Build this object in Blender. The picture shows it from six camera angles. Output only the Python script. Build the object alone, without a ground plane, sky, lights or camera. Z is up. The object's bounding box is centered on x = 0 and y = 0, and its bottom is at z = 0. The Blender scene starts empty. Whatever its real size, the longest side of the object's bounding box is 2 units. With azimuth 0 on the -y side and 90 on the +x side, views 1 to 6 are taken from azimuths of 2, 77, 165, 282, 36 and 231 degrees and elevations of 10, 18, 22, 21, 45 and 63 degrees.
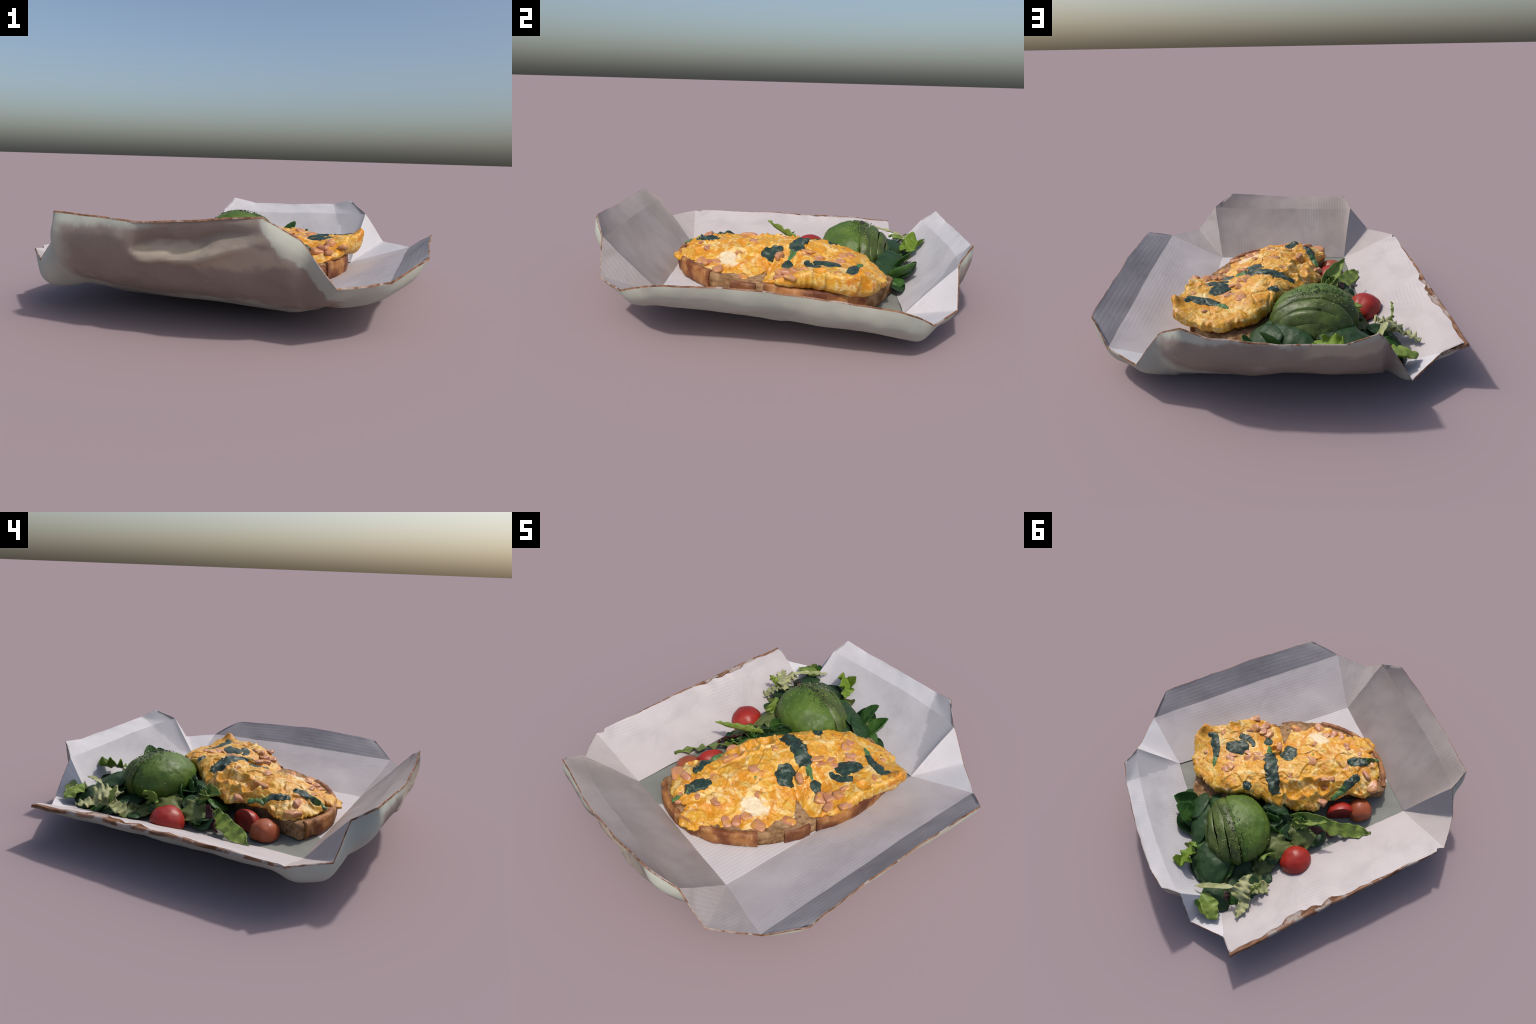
"""Takeaway meal: a folded cardboard tray holding omelette on toast, a sliced
avocado half, cherry tomatoes and salad leaves.  Everything is computed."""
import bpy, bmesh, math, random
import numpy as np
from mathutils import Vector

rng = np.random.default_rng(7)
random.seed(7)
A = np.array


# ------------------------------------------------------------------ noise
def _hash(ix, iy, iz, seed):
    h = (ix * 374761393 + iy * 668265263 + iz * 2147483647 + seed * 974634777) & 0xFFFFFFFF
    h = ((h ^ (h >> 13)) * 1274126177) & 0xFFFFFFFF
    h = ((h ^ (h >> 16)) * 2246822519) & 0xFFFFFFFF
    return ((h ^ (h >> 15)) & 0xFFFFFF) / float(0xFFFFFF)


def vnoise(P, scale=1.0, seed=0):
    """smooth value noise in -1..1 at points P (n,3)"""
    Q = np.asarray(P, float) * scale + 517.3
    i = np.floor(Q).astype(np.int64)
    f = Q - i
    f = f * f * f * (f * (f * 6 - 15) + 10)
    out = 0
    for dx in (0, 1):
        for dy in (0, 1):
            for dz in (0, 1):
                w = (f[:, 0] if dx else 1 - f[:, 0]) * (f[:, 1] if dy else 1 - f[:, 1]) * (f[:, 2] if dz else 1 - f[:, 2])
                out = out + w * _hash(i[:, 0] + dx, i[:, 1] + dy, i[:, 2] + dz, seed)
    return out * 2 - 1


def fbm(P, scale, octaves=4, seed=0, gain=0.5):
    t, a, n = 0, 1.0, 0
    for o in range(octaves):
        t = t + a * vnoise(P, scale * 2 ** o, seed + o * 17)
        n += a
        a *= gain
    return t / n


def ridged(P, scale, octaves=3, seed=0):
    t, a, n = 0, 1.0, 0
    for o in range(octaves):
        t = t + a * (1 - 2 * np.abs(vnoise(P, scale * 2 ** o, seed + o * 31)))
        n += a
        a *= 0.5
    return t / n


# ------------------------------------------------------------------ scene helpers
def link(ob, parent=None):
    bpy.context.scene.collection.objects.link(ob)
    if parent is not None:
        ob.parent = parent
    return ob


def empty(name, label, category):
    ob = bpy.data.objects.new(name, None)
    ob["label"], ob["category"] = label, category
    return link(ob)


def mesh(name, V, F, mats, parent=None, smooth=True, mat_index=None, sharp=None, weld=False):
    me = bpy.data.meshes.new(name)
    me.from_pydata(np.asarray(V, float).tolist(), [], [tuple(int(i) for i in f) for f in F])
    me.update()
    for m in (mats if isinstance(mats, (list, tuple)) else [mats]):
        me.materials.append(m)
    if mat_index is not None:
        me.polygons.foreach_set("material_index", np.asarray(mat_index, np.int32))
    me.polygons.foreach_set("use_smooth", np.full(len(me.polygons), smooth))
    if weld:
        bm = bmesh.new()
        bm.from_mesh(me)
        bmesh.ops.remove_doubles(bm, verts=bm.verts, dist=2e-5)
        bm.to_mesh(me)
        bm.free()
    if sharp is not None:
        me.set_sharp_from_angle(angle=math.radians(sharp))
    return link(bpy.data.objects.new(name, me), parent)


def grid_faces(nu, nv, wrap_u=False, flip=False, base=0):
    F = []
    for i in range(nu if wrap_u else nu - 1):
        j = (i + 1) % nu
        for k in range(nv - 1):
            q = (base + i * nv + k, base + j * nv + k, base + j * nv + k + 1, base + i * nv + k + 1)
            F.append(q[::-1] if flip else q)
    return F


# ------------------------------------------------------------------ materials
class N:
    """small wrapper to write node trees tersely"""

    def __init__(self, name, rough=0.7, spec=0.3, **kw):
        self.m = bpy.data.materials.new(name)
        self.m.use_nodes = True
        self.t = self.m.node_tree
        self.b = self.t.nodes["Principled BSDF"]
        self.b.inputs["Roughness"].default_value = rough
        self.b.inputs["Specular IOR Level"].default_value = spec
        for k, v in kw.items():
            self.b.inputs[k].default_value = v
        self.co = self.new("ShaderNodeTexCoord").outputs["Object"]

    def new(self, t, **kw):
        n = self.t.nodes.new(t)
        for k, v in kw.items():
            setattr(n, k, v)
        return n

    def set(self, sock, v):
        if isinstance(v, bpy.types.NodeSocket):
            self.t.links.new(v, sock)
        else:
            sock.default_value = (*v, 1.0) if isinstance(v, (tuple, list)) and len(v) == 3 and sock.type == "RGBA" else v

    def mapping(self, scale=(1, 1, 1), rot=(0, 0, 0), loc=(0, 0, 0)):
        n = self.new("ShaderNodeMapping")
        self.t.links.new(self.co, n.inputs[0])
        n.inputs["Scale"].default_value, n.inputs["Rotation"].default_value, n.inputs["Location"].default_value = scale, rot, loc
        return n.outputs[0]

    def noise(self, scale, detail=4, rough=0.55, dist=0.0, vec=None):
        n = self.new("ShaderNodeTexNoise")
        self.t.links.new(vec or self.co, n.inputs["Vector"])
        n.inputs["Scale"].default_value, n.inputs["Detail"].default_value = scale, detail
        n.inputs["Roughness"].default_value, n.inputs["Distortion"].default_value = rough, dist
        return n.outputs["Fac"]

    def voronoi(self, scale, feature="F1", vec=None, out="Distance", rnd=1.0):
        n = self.new("ShaderNodeTexVoronoi", feature=feature)
        self.t.links.new(vec or self.co, n.inputs["Vector"])
        n.inputs["Scale"].default_value = scale
        n.inputs["Randomness"].default_value = rnd
        return n.outputs[out]

    def wave(self, scale, dist=0.0, vec=None, detail=2.0):
        n = self.new("ShaderNodeTexWave")
        self.t.links.new(vec or self.co, n.inputs["Vector"])
        n.inputs["Scale"].default_value, n.inputs["Distortion"].default_value, n.inputs["Detail"].default_value = scale, dist, detail
        return n.outputs["Fac"]

    def step(self, fac, lo, hi):
        n = self.new("ShaderNodeMapRange", interpolation_type="SMOOTHSTEP")
        self.set(n.inputs["Value"], fac)
        n.inputs["From Min"].default_value, n.inputs["From Max"].default_value = lo, hi
        return n.outputs[0]

    def math(self, op, a, b=0.0):
        n = self.new("ShaderNodeMath", operation=op)
        self.set(n.inputs[0], a)
        self.set(n.inputs[1], b)
        return n.outputs[0]

    def mix(self, fac, a, b, blend="MIX"):
        n = self.new("ShaderNodeMix", data_type="RGBA", blend_type=blend)
        self.set(n.inputs[0], fac)
        self.set(n.inputs[6], a)
        self.set(n.inputs[7], b)
        return n.outputs[2]

    def xyz(self):
        n = self.new("ShaderNodeSeparateXYZ")
        self.t.links.new(self.co, n.inputs[0])
        return n.outputs

    def color(self, c):
        self.set(self.b.inputs["Base Color"], c)
        return self

    def bump(self, h, strength=0.3, dist=0.01):
        n = self.new("ShaderNodeBump")
        self.set(n.inputs["Height"], h)
        n.inputs["Strength"].default_value, n.inputs["Distance"].default_value = strength, dist
        self.t.links.new(n.outputs[0], self.b.inputs["Normal"])
        return self

    def translucent(self, col, fac):
        out = self.t.nodes["Material Output"]
        tr = self.new("ShaderNodeBsdfTranslucent")
        self.set(tr.inputs[0], col)
        mx = self.new("ShaderNodeMixShader")
        mx.inputs[0].default_value = fac
        self.t.links.new(self.b.outputs[0], mx.inputs[1])
        self.t.links.new(tr.outputs[0], mx.inputs[2])
        self.t.links.new(mx.outputs[0], out.inputs[0])
        return self


STRIPE = math.radians(17.8)     # the flutes of the board run along this heading


def paper_material(name, base, tint, stain=0.0, painted_shade=None):
    m = N(name, rough=0.6, spec=0.25)
    w = m.wave(17.0, 0.25, vec=m.mapping(rot=(0, 0, STRIPE)))
    n1 = m.noise(5, 5)
    fib = m.noise(60, 3, vec=m.mapping(scale=(1, .12, 1), rot=(0, 0, STRIPE)))
    c = m.mix(m.step(n1, .35, .7), base, tint)
    c = m.mix(m.math("MULTIPLY", m.math("MULTIPLY", w, m.step(m.noise(2.2, 2), .4, .65)), .08), c, (.85, .83, .85))
    c = m.mix(m.math("MULTIPLY", m.step(fib, .35, .75), .12), c, (.40, .38, .40))
    if stain:
        c = m.mix(m.math("MULTIPLY", m.step(m.noise(2.6, 4, dist=.4), .48, .66), stain), c, (.27, .225, .19))
    scuff = m.noise(9, 6, .7, .6, vec=m.mapping(scale=(1, .35, 1), rot=(0, 0, STRIPE)))
    c = m.mix(m.math("MULTIPLY", m.step(scuff, .50, .66), .22), c, tuple(v * .72 for v in tint))
    c = m.mix(m.math("MULTIPLY", m.step(m.noise(14, 5, .65, .8), .60, .70), .20), c, tuple(min(1, v * 1.18) for v in base))
    crease = m.step(m.math("ADD", m.voronoi(3.1, "DISTANCE_TO_EDGE", rnd=.9), m.math("MULTIPLY", m.math("SUBTRACT", m.noise(5, 3), .5), .10)), .020, .004)
    crease = m.math("MULTIPLY", crease, m.step(m.noise(2.5, 2), .50, .62))
    c = m.mix(m.math("MULTIPLY", crease, .10), c, tuple(v * .62 for v in tint))
    if painted_shade:
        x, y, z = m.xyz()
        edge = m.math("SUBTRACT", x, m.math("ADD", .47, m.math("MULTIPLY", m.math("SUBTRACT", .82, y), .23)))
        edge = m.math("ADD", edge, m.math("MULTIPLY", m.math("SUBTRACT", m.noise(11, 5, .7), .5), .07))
        c = m.mix(m.math("MULTIPLY", m.step(edge, -.004, .006), .85), c, painted_shade)  # grey area with ragged border: shading drawn onto the wall
    m.color(c)
    m.bump(m.math("ADD", m.math("MULTIPLY", m.math("MULTIPLY", w, m.step(m.noise(2.2, 2), .4, .65)), .35), m.math("MULTIPLY", m.noise(90, 4), .5)), .12, .004)
    return m.m


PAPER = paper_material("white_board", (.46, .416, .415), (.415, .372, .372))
PAPER_BROWN = paper_material("brownish_board", (.385, .325, .305), (.340, .284, .266), .35)  # browner, darker board colour used on the tall wall
PAPER_GREY = paper_material("shade_darkened_board", (.305, .280, .286), (.255, .232, .240), .15)  # darker copy of the white board; the flap's shadow is in the colour
PAPER_COOL = paper_material("cool_board", (.505, .488, .510), (.455, .438, .458), painted_shade=(.36, .352, .375))
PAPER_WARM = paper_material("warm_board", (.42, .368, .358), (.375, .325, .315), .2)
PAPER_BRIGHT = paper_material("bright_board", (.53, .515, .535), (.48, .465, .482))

FLOOR_MAT = N("floor_board", rough=.6, spec=.25)
_m = FLOOR_MAT
_x, _y, _z = _m.xyz()
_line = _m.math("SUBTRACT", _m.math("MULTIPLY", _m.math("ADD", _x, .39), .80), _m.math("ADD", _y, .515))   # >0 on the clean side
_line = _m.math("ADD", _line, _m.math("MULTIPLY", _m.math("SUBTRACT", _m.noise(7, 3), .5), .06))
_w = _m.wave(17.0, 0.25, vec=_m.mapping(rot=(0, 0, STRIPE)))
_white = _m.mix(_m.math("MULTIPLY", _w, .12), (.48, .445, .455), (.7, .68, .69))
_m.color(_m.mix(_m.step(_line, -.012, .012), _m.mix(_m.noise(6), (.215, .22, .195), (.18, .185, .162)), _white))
_m.bump(_w, .12, .003)
FLOOR_MAT = _m.m

_m = N("kraft_and_pale_outside", rough=.8, spec=.2)
_c = _m.mix(_m.step(_m.noise(3.2, 3), .35, .65), (.45, .47, .40), (.37, .395, .345))
_c = _m.mix(_m.math("MULTIPLY", _m.step(_m.voronoi(9, out="Color"), .3, .8), .25), _c, (.43, .40, .34))
_fib = _m.noise(70, 4, vec=_m.mapping(scale=(1, 1, .18), rot=(0, .5, 0)))
_k = _m.mix(_m.step(_m.noise(3.0, 4), .3, .7), (.300, .250, .210), (.245, .205, .175))
_k = _m.mix(_m.math("MULTIPLY", _m.step(_fib, .4, .7), .30), _k, (.235, .20, .17))
_k = _m.mix(_m.math("MULTIPLY", _m.step(_m.noise(5, 3), .60, .72), .6), _k, (.40, .36, .315))
_x, _y, _z = _m.xyz()
_j = _m.math("MULTIPLY", _m.math("SUBTRACT", _m.noise(7, 4), .5), .12)
_yj, _xj, _zj = _m.math("ADD", _y, _j), _m.math("ADD", _x, _j), _m.math("ADD", _z, _j)
_south = _m.math("MULTIPLY", _m.step(_yj, -.60, -.66), _m.math("MULTIPLY", _m.step(_xj, -.74, -.66), _m.step(_m.math("ADD", _xj, _m.math("MULTIPLY", _zj, .5)), .47, .40)))
_south = _m.math("MULTIPLY", _south, _m.step(_zj, .10, .135))
_tri = _m.math("ADD", _zj, _m.math("MULTIPLY", _xj, .90))
_south = _m.math("MULTIPLY", _south, _m.math("SUBTRACT", 1.0, _m.math("MULTIPLY", _m.step(_tri, .425, .45), _m.step(_xj, .03, .06))))
_tan = _m.math("MULTIPLY", _m.math("MULTIPLY", _m.step(_zj, .27, .30), _m.step(_zj, .365, .34)), _m.math("MULTIPLY", _m.step(_xj, -.42, -.36), _m.step(_xj, .16, .06)))
_k = _m.mix(_m.math("MULTIPLY", _tan, .75), _k, (.44, .375, .29))
_lip = _m.math("MULTIPLY", _m.step(_zj, .385, .42), _m.step(_xj, -.30, -.38))
_south = _m.math("MULTIPLY", _south, _m.math("SUBTRACT", 1.0, _lip))
_north = _m.math("MULTIPLY", _m.step(_yj, .64, .70), _m.math("MULTIPLY", _m.step(_xj, -.36, -.28), _m.step(_zj, .36, .33)))
_mask = _m.math("MAXIMUM", _south, _north)
_m.color(_m.mix(_mask, _c, _k)).bump(_m.math("ADD", _m.noise(14, 4), _m.math("MULTIPLY", _fib, .3)), .22, .008)
OUTSIDE = _m.m

_m = N("torn_fibre", rough=.95, spec=.05)
_f = _m.noise(40, 5, vec=_m.mapping(scale=(1, .25, 1), rot=(0, 0, STRIPE)))
_c = _m.mix(_m.step(_f, .35, .65), (.12, .055, .03), (.27, .15, .095))
_c = _m.mix(_m.math("MULTIPLY", _m.step(_m.noise(8, 4, .7), .50, .60), .75), _c, (.40, .35, .32))
_m.color(_c).bump(_f, .6, .006)
TORN = _m.m

# ------------------------------------------------------------------ tray
# Fold lines of the board: S/E/N/W name the four walls only in this table.
P = dict(
    R0=(-.716, -.766, .442), R1=(-.395, -.889, .428), R1b=(-.17, -.94, .445), R2=(.044, -.979, .467), R3=(.173, -.948, .389),
    R4=(.296, -.962, .240), R5=(.494, -.860, .240), R6=(.648, -.756, .316), R7=(.800, -.25, .298), R8=(.958, .259, .259),
    R9=(.893, .418, .170), R10=(.772, .600, .172), R11=(.659, .642, .335), R12=(.581, .755, .402), R12b=(.469, .821, .372),
    R12c=(.21, .915, .352), R13=(-.038, .985, .351), R14=(-.181, .990, .384), R15=(-.246, .931, .304), R16=(-.352, .970, .115),
    R17=(-.544, .877, .157), R18=(-.661, .908, .204), R18b=(-.752, .46, .228), R18c=(-.852, .02, .240), R19=(-.949, -.423, .238), R20=(-.843, -.611, .228),
    R21=(-.731, -.663, .378), FSW=(-.610, -.463, .096), FSE=(.185, -.698, .101), FNE=(.555, .455, .058), FNW=(-.33, .75, .048))
P = {k: A(v) for k, v in P.items()}

# (floor, fold, rim) keys walking round the tray, with the number of steps to the next key
KEYS = [
    ("FSW", "R21", "R0", 22, "wallS"), ("FSW>FSE:.36", "R21>R3:.36", "R1", 14, "wallS"), ("FSW>FSE:.62", "R21>R3:.62", "R1b", 14, "wallS"),
    ("FSE", "R3", "R2", 6, "wallS"),
    ("FSE", "R3", "R3", 10, "foldSE"), ("FSE", "R4", "R4", 12, "foldSE"), ("FSE", "R5", "R5", 6, "wallE"), ("FSE", "R5", "R6", 26, "wallE"),
    ("FSE>FNE:.5", "R5>R9:.5", "R7", 26, "wallE"), ("FNE", "R9", "R8", 6, "wallE"),
    ("FNE", "R9", "R9", 10, "foldNE"), ("FNE", "R10", "R10", 10, "foldNE"), ("FNE", "R11", "R11", 6, "wallN"), ("FNE", "R11", "R12", 8, "wallN"),
    ("FNE>FNW:.14", "R11>R15:.14", "R12b", 16, "wallN"), ("FNE>FNW:.45", "R11>R15:.45", "R12c", 16, "wallN"), ("FNE>FNW:.80", "R11>R15:.78", "R13", 9, "wallN"),
    ("FNW", "R15", "R14", 6, "wallN"),
    ("FNW", "R15", "R15", 10, "foldNW"), ("FNW", "R16", "R16", 10, "foldNW"), ("FNW", "R17", "R17", 6, "wallW"), ("FNW", "R17", "R18", 26, "wallW"),
    ("FNW>FSW:.33", "R17>R19:.33", "R18b", 26, "wallW"), ("FNW>FSW:.66", "R17>R19:.66", "R18c", 26, "wallW"),
    ("FSW", "R19", "R19", 10, "foldSW"), ("FSW", "R20", "R20", 10, "foldSW"), ("FSW", "R21", "R21", 6, "wallS"),
]


def pt(s):
    if ">" in s:
        ab, f = s.split(":")
        a, b = ab.split(">")
        return P[a] + (P[b] - P[a]) * float(f)
    return P[s]


Fl, Kf, Rm, TAG, SEC = [], [], [], [], []
for i, (f, k, r, n, tag) in enumerate(KEYS):
    f2, k2, r2, _, _ = KEYS[(i + 1) % len(KEYS)]
    for j in range(n):
        t = j / n
        Fl.append(pt(f) * (1 - t) + pt(f2) * t)
        Kf.append(pt(k) * (1 - t) + pt(k2) * t)
        Rm.append(pt(r) * (1 - t) + pt(r2) * t)
        TAG.append(tag)
        SEC.append(i)
Fl, Kf, Rm, SEC = A(Fl), A(Kf), A(Rm), A(SEC)
NU = len(Fl)


def along(tag, k0, k1):
    """0..1 along a wall's fold line, and a plateau that is 0 at both ends"""
    d = P[k1] - P[k0]
    t = np.clip((Kf - P[k0]) @ d / (d @ d), 0, 1) * A([q == tag for q in TAG])
    return t, np.clip(4 * t * (1 - t), 0, 1) ** .6


tS, bS = along("wallS", "R21", "R3")
tE, bE = along("wallE", "R5", "R9")
tN, bN = along("wallN", "R11", "R15")
tW, bW = along("wallW", "R17", "R19")
keep = .55 + .12 * np.cos(math.pi * np.clip(tS / .8, 0, 1))                        # the dented half of the tall wall does not bow out
Kf = Kf + (bS * keep)[:, None] * A((-.012, -.056, -.028)) + (bS * (1 - keep))[:, None] * A((0, .004, -.012)) + bN[:, None] * A((.016, .046, -.014)) + bE[:, None] * A((.0, 0, .010))
Rm = Rm + bE[:, None] * A((0, 0, .019))
isW = A([q == "wallW" for q in TAG])
Kf = np.where(isW[:, None], Kf + bW[:, None] * ((Fl - Kf) * .14 + A((0, 0, .015))), Kf)
BOW = bS * (.014 * keep + .004) + bN * .032 + bE * .010          # hollow of each wall, outward
CENTRE = A((-.03, .02, .076))


def wobble(V, amp=.006, scale=5.0):
    D = np.stack([fbm(V, scale, 3, 3), fbm(V, scale, 3, 9), 1.4 * fbm(V, scale, 3, 21)], 1)
    return V + D * amp


# rim: small waves of the cut edge, larger raggedness on the torn wall
Rm = Rm + np.stack([fbm(Rm, 9, 2, 40), fbm(Rm, 9, 2, 41), fbm(Rm, 7, 2, 42)], 1) * .006
west = A([t == "wallW" for t in TAG])
inW = A([np.clip((p[1] + .30) / .7, 0, 1) for p in Rm]) * west
tear = fbm(Rm * A((0, 1, 0)), 9, 4, 77) * .030 * inW
outdir = Kf - Fl
outdir = outdir * A((1, 1, 0))
outdir /= np.linalg.norm(outdir, axis=1)[:, None] + 1e-9
tearpull = (np.abs(fbm(Rm * A((0, 1, 0)), 6, 4, 78)) * .065 + .018) * inW * np.clip(1.6 * vnoise(Rm * A((0, 1, 0)), 4, 5) + .8, 0.1, 1)
Rin = Rm - outdir * tearpull[:, None]          # where the white liner has peeled back


def section_pts(n, a, b, t0=0, t1=1):
    t = np.linspace(t0, t1, n)[None, :, None]
    return a[:, None, :] * (1 - t) + b[:, None, :] * t


NL, NH = 14, 8
W = Kf - Fl
_b = W[:, 2]
_a = np.einsum("ij,ij->i", W, outdir)
_l = np.sqrt(_a * _a + _b * _b)
nrm = outdir * (_b / _l)[:, None] - A((0, 0, 1)) * (_a / _l)[:, None]     # outward-down normal of the wall
arch = np.sin(np.linspace(0, 1, NL) * math.pi)
low = wobble((section_pts(NL, Fl, Kf) + nrm[:, None] * (BOW[:, None] * arch[None])[..., None]).reshape(-1, 3)).reshape(NU, NL, 3)
high = wobble(section_pts(NH, Kf, Rin).reshape(-1, 3)).reshape(NU, NH, 3)
high[:, -1] = Rin
same = np.linalg.norm(Kf - Rm, axis=1) < 1e-3 + .02
for i in range(NU):                              # gussets have no flap: rim is the fold
    if np.linalg.norm(Kf[i] - Rm[i]) < .02:
        high[i] = low[i, -1]
Rin = high[:, -1].copy()
Rout = np.where((np.linalg.norm(Kf - Rm, axis=1) < .02)[:, None], low[:, -1], Rm)
Rout = Rout + (outdir * .0030 - A((0, 0, .0005))) * (1 - west)[:, None]

box = empty("takeaway_box", "white paperboard takeaway tray with folded corners", "food tray")


def runs(pred):
    idx = [i for i in range(NU) if pred(i)]
    out, cur = [], []
    for i in idx:
        if cur and i != cur[-1] + 1:
            out.append(cur)
            cur = []
        cur.append(i)
    out.append(cur)
    if len(out) > 1 and out[0][0] == 0 and out[-1][-1] == NU - 1:
        out[0] = out.pop() + out[0]
    return out


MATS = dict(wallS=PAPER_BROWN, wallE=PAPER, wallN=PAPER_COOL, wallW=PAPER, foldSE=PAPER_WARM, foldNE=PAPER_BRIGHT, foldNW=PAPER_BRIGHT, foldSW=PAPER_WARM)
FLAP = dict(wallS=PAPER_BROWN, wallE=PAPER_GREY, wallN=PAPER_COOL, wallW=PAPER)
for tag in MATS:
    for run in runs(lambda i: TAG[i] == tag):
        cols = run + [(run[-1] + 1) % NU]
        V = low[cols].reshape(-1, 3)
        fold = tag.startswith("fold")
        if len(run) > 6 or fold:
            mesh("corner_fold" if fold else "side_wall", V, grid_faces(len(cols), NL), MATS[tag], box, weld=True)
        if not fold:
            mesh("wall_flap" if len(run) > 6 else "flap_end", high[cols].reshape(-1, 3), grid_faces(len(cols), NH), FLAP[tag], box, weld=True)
        if not fold and len(run) <= 6:
            pass

# floor
rings = 10
t = np.linspace(0, 1, rings)[None, :, None]
V = (CENTRE[None, None] * (1 - t) + low[:, 0][:, None] * t).reshape(-1, 3)
V[:, 2] += fbm(V, 4, 2, 6) * .003 * (np.linalg.norm(V[:, :2], axis=1) < .4)
V[:, 2] -= .010 * np.exp(-(((V[:, 0] + .50) / .14) ** 2 + ((V[:, 1] + .12) / .30) ** 2)) + .010 * np.exp(-(((V[:, 0] - .46) / .14) ** 2 + ((V[:, 1] - .42) / .16) ** 2))
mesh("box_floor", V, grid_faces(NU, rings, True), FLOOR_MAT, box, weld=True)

# outside shell: hangs off the rim, bulges below the folds, closed underneath
b, nl = _b, _l


def smooth_u(x, it, w=.5):
    for _ in range(it):
        x = x * (1 - w) + w * .5 * (np.roll(x, 1, 0) + np.roll(x, -1, 0))
    return x


tagnum = A([t[-1] for t in TAG])
u01 = np.zeros(NU)                               # position along the big wall with the dent
for i in range(NU):
    if TAG[i] == "wallS":
        u01[i] = np.clip((Rm[i, 0] + .716) / .76, 0, 1)
dent = smooth_u(np.where([t == "wallS" for t in TAG], np.clip((u01 - .40) / .06, 0, 1) * np.clip((1.0 - u01) / .25, 0, 1), 0), 2)
steep = np.clip(b / nl, 0, 1)
fold = A([t.startswith("fold") for t in TAG])
isE = A([t == "wallE" for t in TAG])
isN = A([t == "wallN" for t in TAG])
isS = A([t == "wallS" for t in TAG])


def per_wall(default, it=7, **kw):
    """a number for every column, blended over the corners"""
    v = np.full(NU, float(default))
    for key, val in kw.items():
        m = A([t == key for t in TAG])
        v = np.where(m, val, v)
    return smooth_u(v, it)


reach = per_wall(.09, wallS=.115, wallE=.12, wallN=.065, wallW=.075, foldSE=.100, foldNE=.085, foldNW=.055, foldSW=.095) + smooth_u(isW * .04 * tW ** 2, 3)
drop = per_wall(.02, 7, wallS=-.030, wallE=.0, wallN=-.012, wallW=.004, foldSE=-.012, foldNE=.027, foldNW=-.012, foldSW=-.014)
drop = drop + smooth_u(isE * (-.012 + .036 * tE ** .9) + isN * (.034 * (1 - tN) ** 1.5 + .004), 4)
bulge = per_wall(.03, 6, wallS=.056, wallE=.062, wallN=.062, wallW=.030, foldSE=.024, foldNE=.030, foldNW=.022, foldSW=.078) + smooth_u(isE * .026 * tE ** 2 + isS * .022 * (1 - tS) ** 3, 5)
rimT = smooth_u(np.where(west, .012, .0030), 2)
odir = smooth_u(outdir, 3)
odir /= np.linalg.norm(odir, axis=1)[:, None]
Bp = smooth_u(Fl + odir * reach[:, None] - A((0, 0, 1)) * drop[:, None], 6)
L = Rout - Bp
lb, la = L[:, 2], np.einsum("ij,ij->i", L, odir)
ll = np.sqrt(la * la + lb * lb)
nrm = odir * (lb / ll)[:, None] - A((0, 0, 1)) * (la / ll)[:, None]
lipS = smooth_u(isS * 1.0, 6) * (1 - dent)
rows = [Rout.copy(), Rout + nrm * rimT[:, None] * .9 - A((0, 0, .004))]
for f in (.96, .90, .82, .74, .64, .52, .40, .28, .16, .06):
    d_ = bulge * (4 * f * (1 - f)) ** .75 * (1 + .8 * (f - .5)) + lipS * .016 * math.exp(-((f - .90) / .07) ** 2)
    rows.append(Bp + L * f + nrm * d_[:, None])
rows.append(Bp)
O = np.stack(rows, 1)
fixed = O[:, :2].copy()
for _ in range(4):
    S = O.copy()
    S[:, 1:-1] = .5 * O[:, 1:-1] + .25 * (O[:, :-2] + O[:, 2:])
    S = .5 * S + .25 * (np.roll(S, 1, 0) + np.roll(S, -1, 0))
    O = S
    O[:, :2] = fixed
# densify rows
def densify(O, k):
    out = []
    for r in range(O.shape[1] - 1):
        p0 = O[:, max(r - 1, 0)]; p1 = O[:, r]; p2 = O[:, r + 1]; p3 = O[:, min(r + 2, O.shape[1] - 1)]
        if r < 2: p0 = p1
        for j in range(k):
            t = j / k
            out.append(.5 * ((2 * p1) + (p2 - p0) * t + (2 * p0 - 5 * p1 + 4 * p2 - p3) * t * t + (3 * p1 - p0 - 3 * p2 + p3) * t ** 3))
    out.append(O[:, -1])
    return np.stack(out, 1)


Obig = densify(O[:, 1:], 3)
nr = Obig.shape[1]
# the dent: below the lip of the tall wall the board is pushed in, over a sharp ridge
fv = densify(np.tile(A([1., .985, .96, .90, .82, .74, .64, .52, .40, .28, .16, .06, 0.])[None, 1:, None], (NU, 1, 3)), 3)[0, :, 0]
dentd = smooth_u(np.where(isS, np.clip((u01 - .40) / .05, 0, 1) * np.clip((1.0 - u01) / .22, 0, 1), 0), 1)[:, None]
fb = (.755 + .05 * fbm(np.stack([u01 * 6, 0 * u01, 0 * u01], 1), 1, 2, 91) + .16 * np.clip((u01 - .72) / .28, 0, 1))[:, None]
fg = fv[None]
gs = np.clip((fg - fb + .03) / .06, 0, 1)
gs = gs * gs * (3 - 2 * gs)
dd = dentd * (-.056 * gs * np.clip((1 - fg) / (1 - fb), 0, 1) ** .85 + .022 * np.exp(-((fg - fb + .055) / .055) ** 2) * (1 - gs))
Obig = Obig + nrm[:, None] * dd[..., None]
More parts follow.
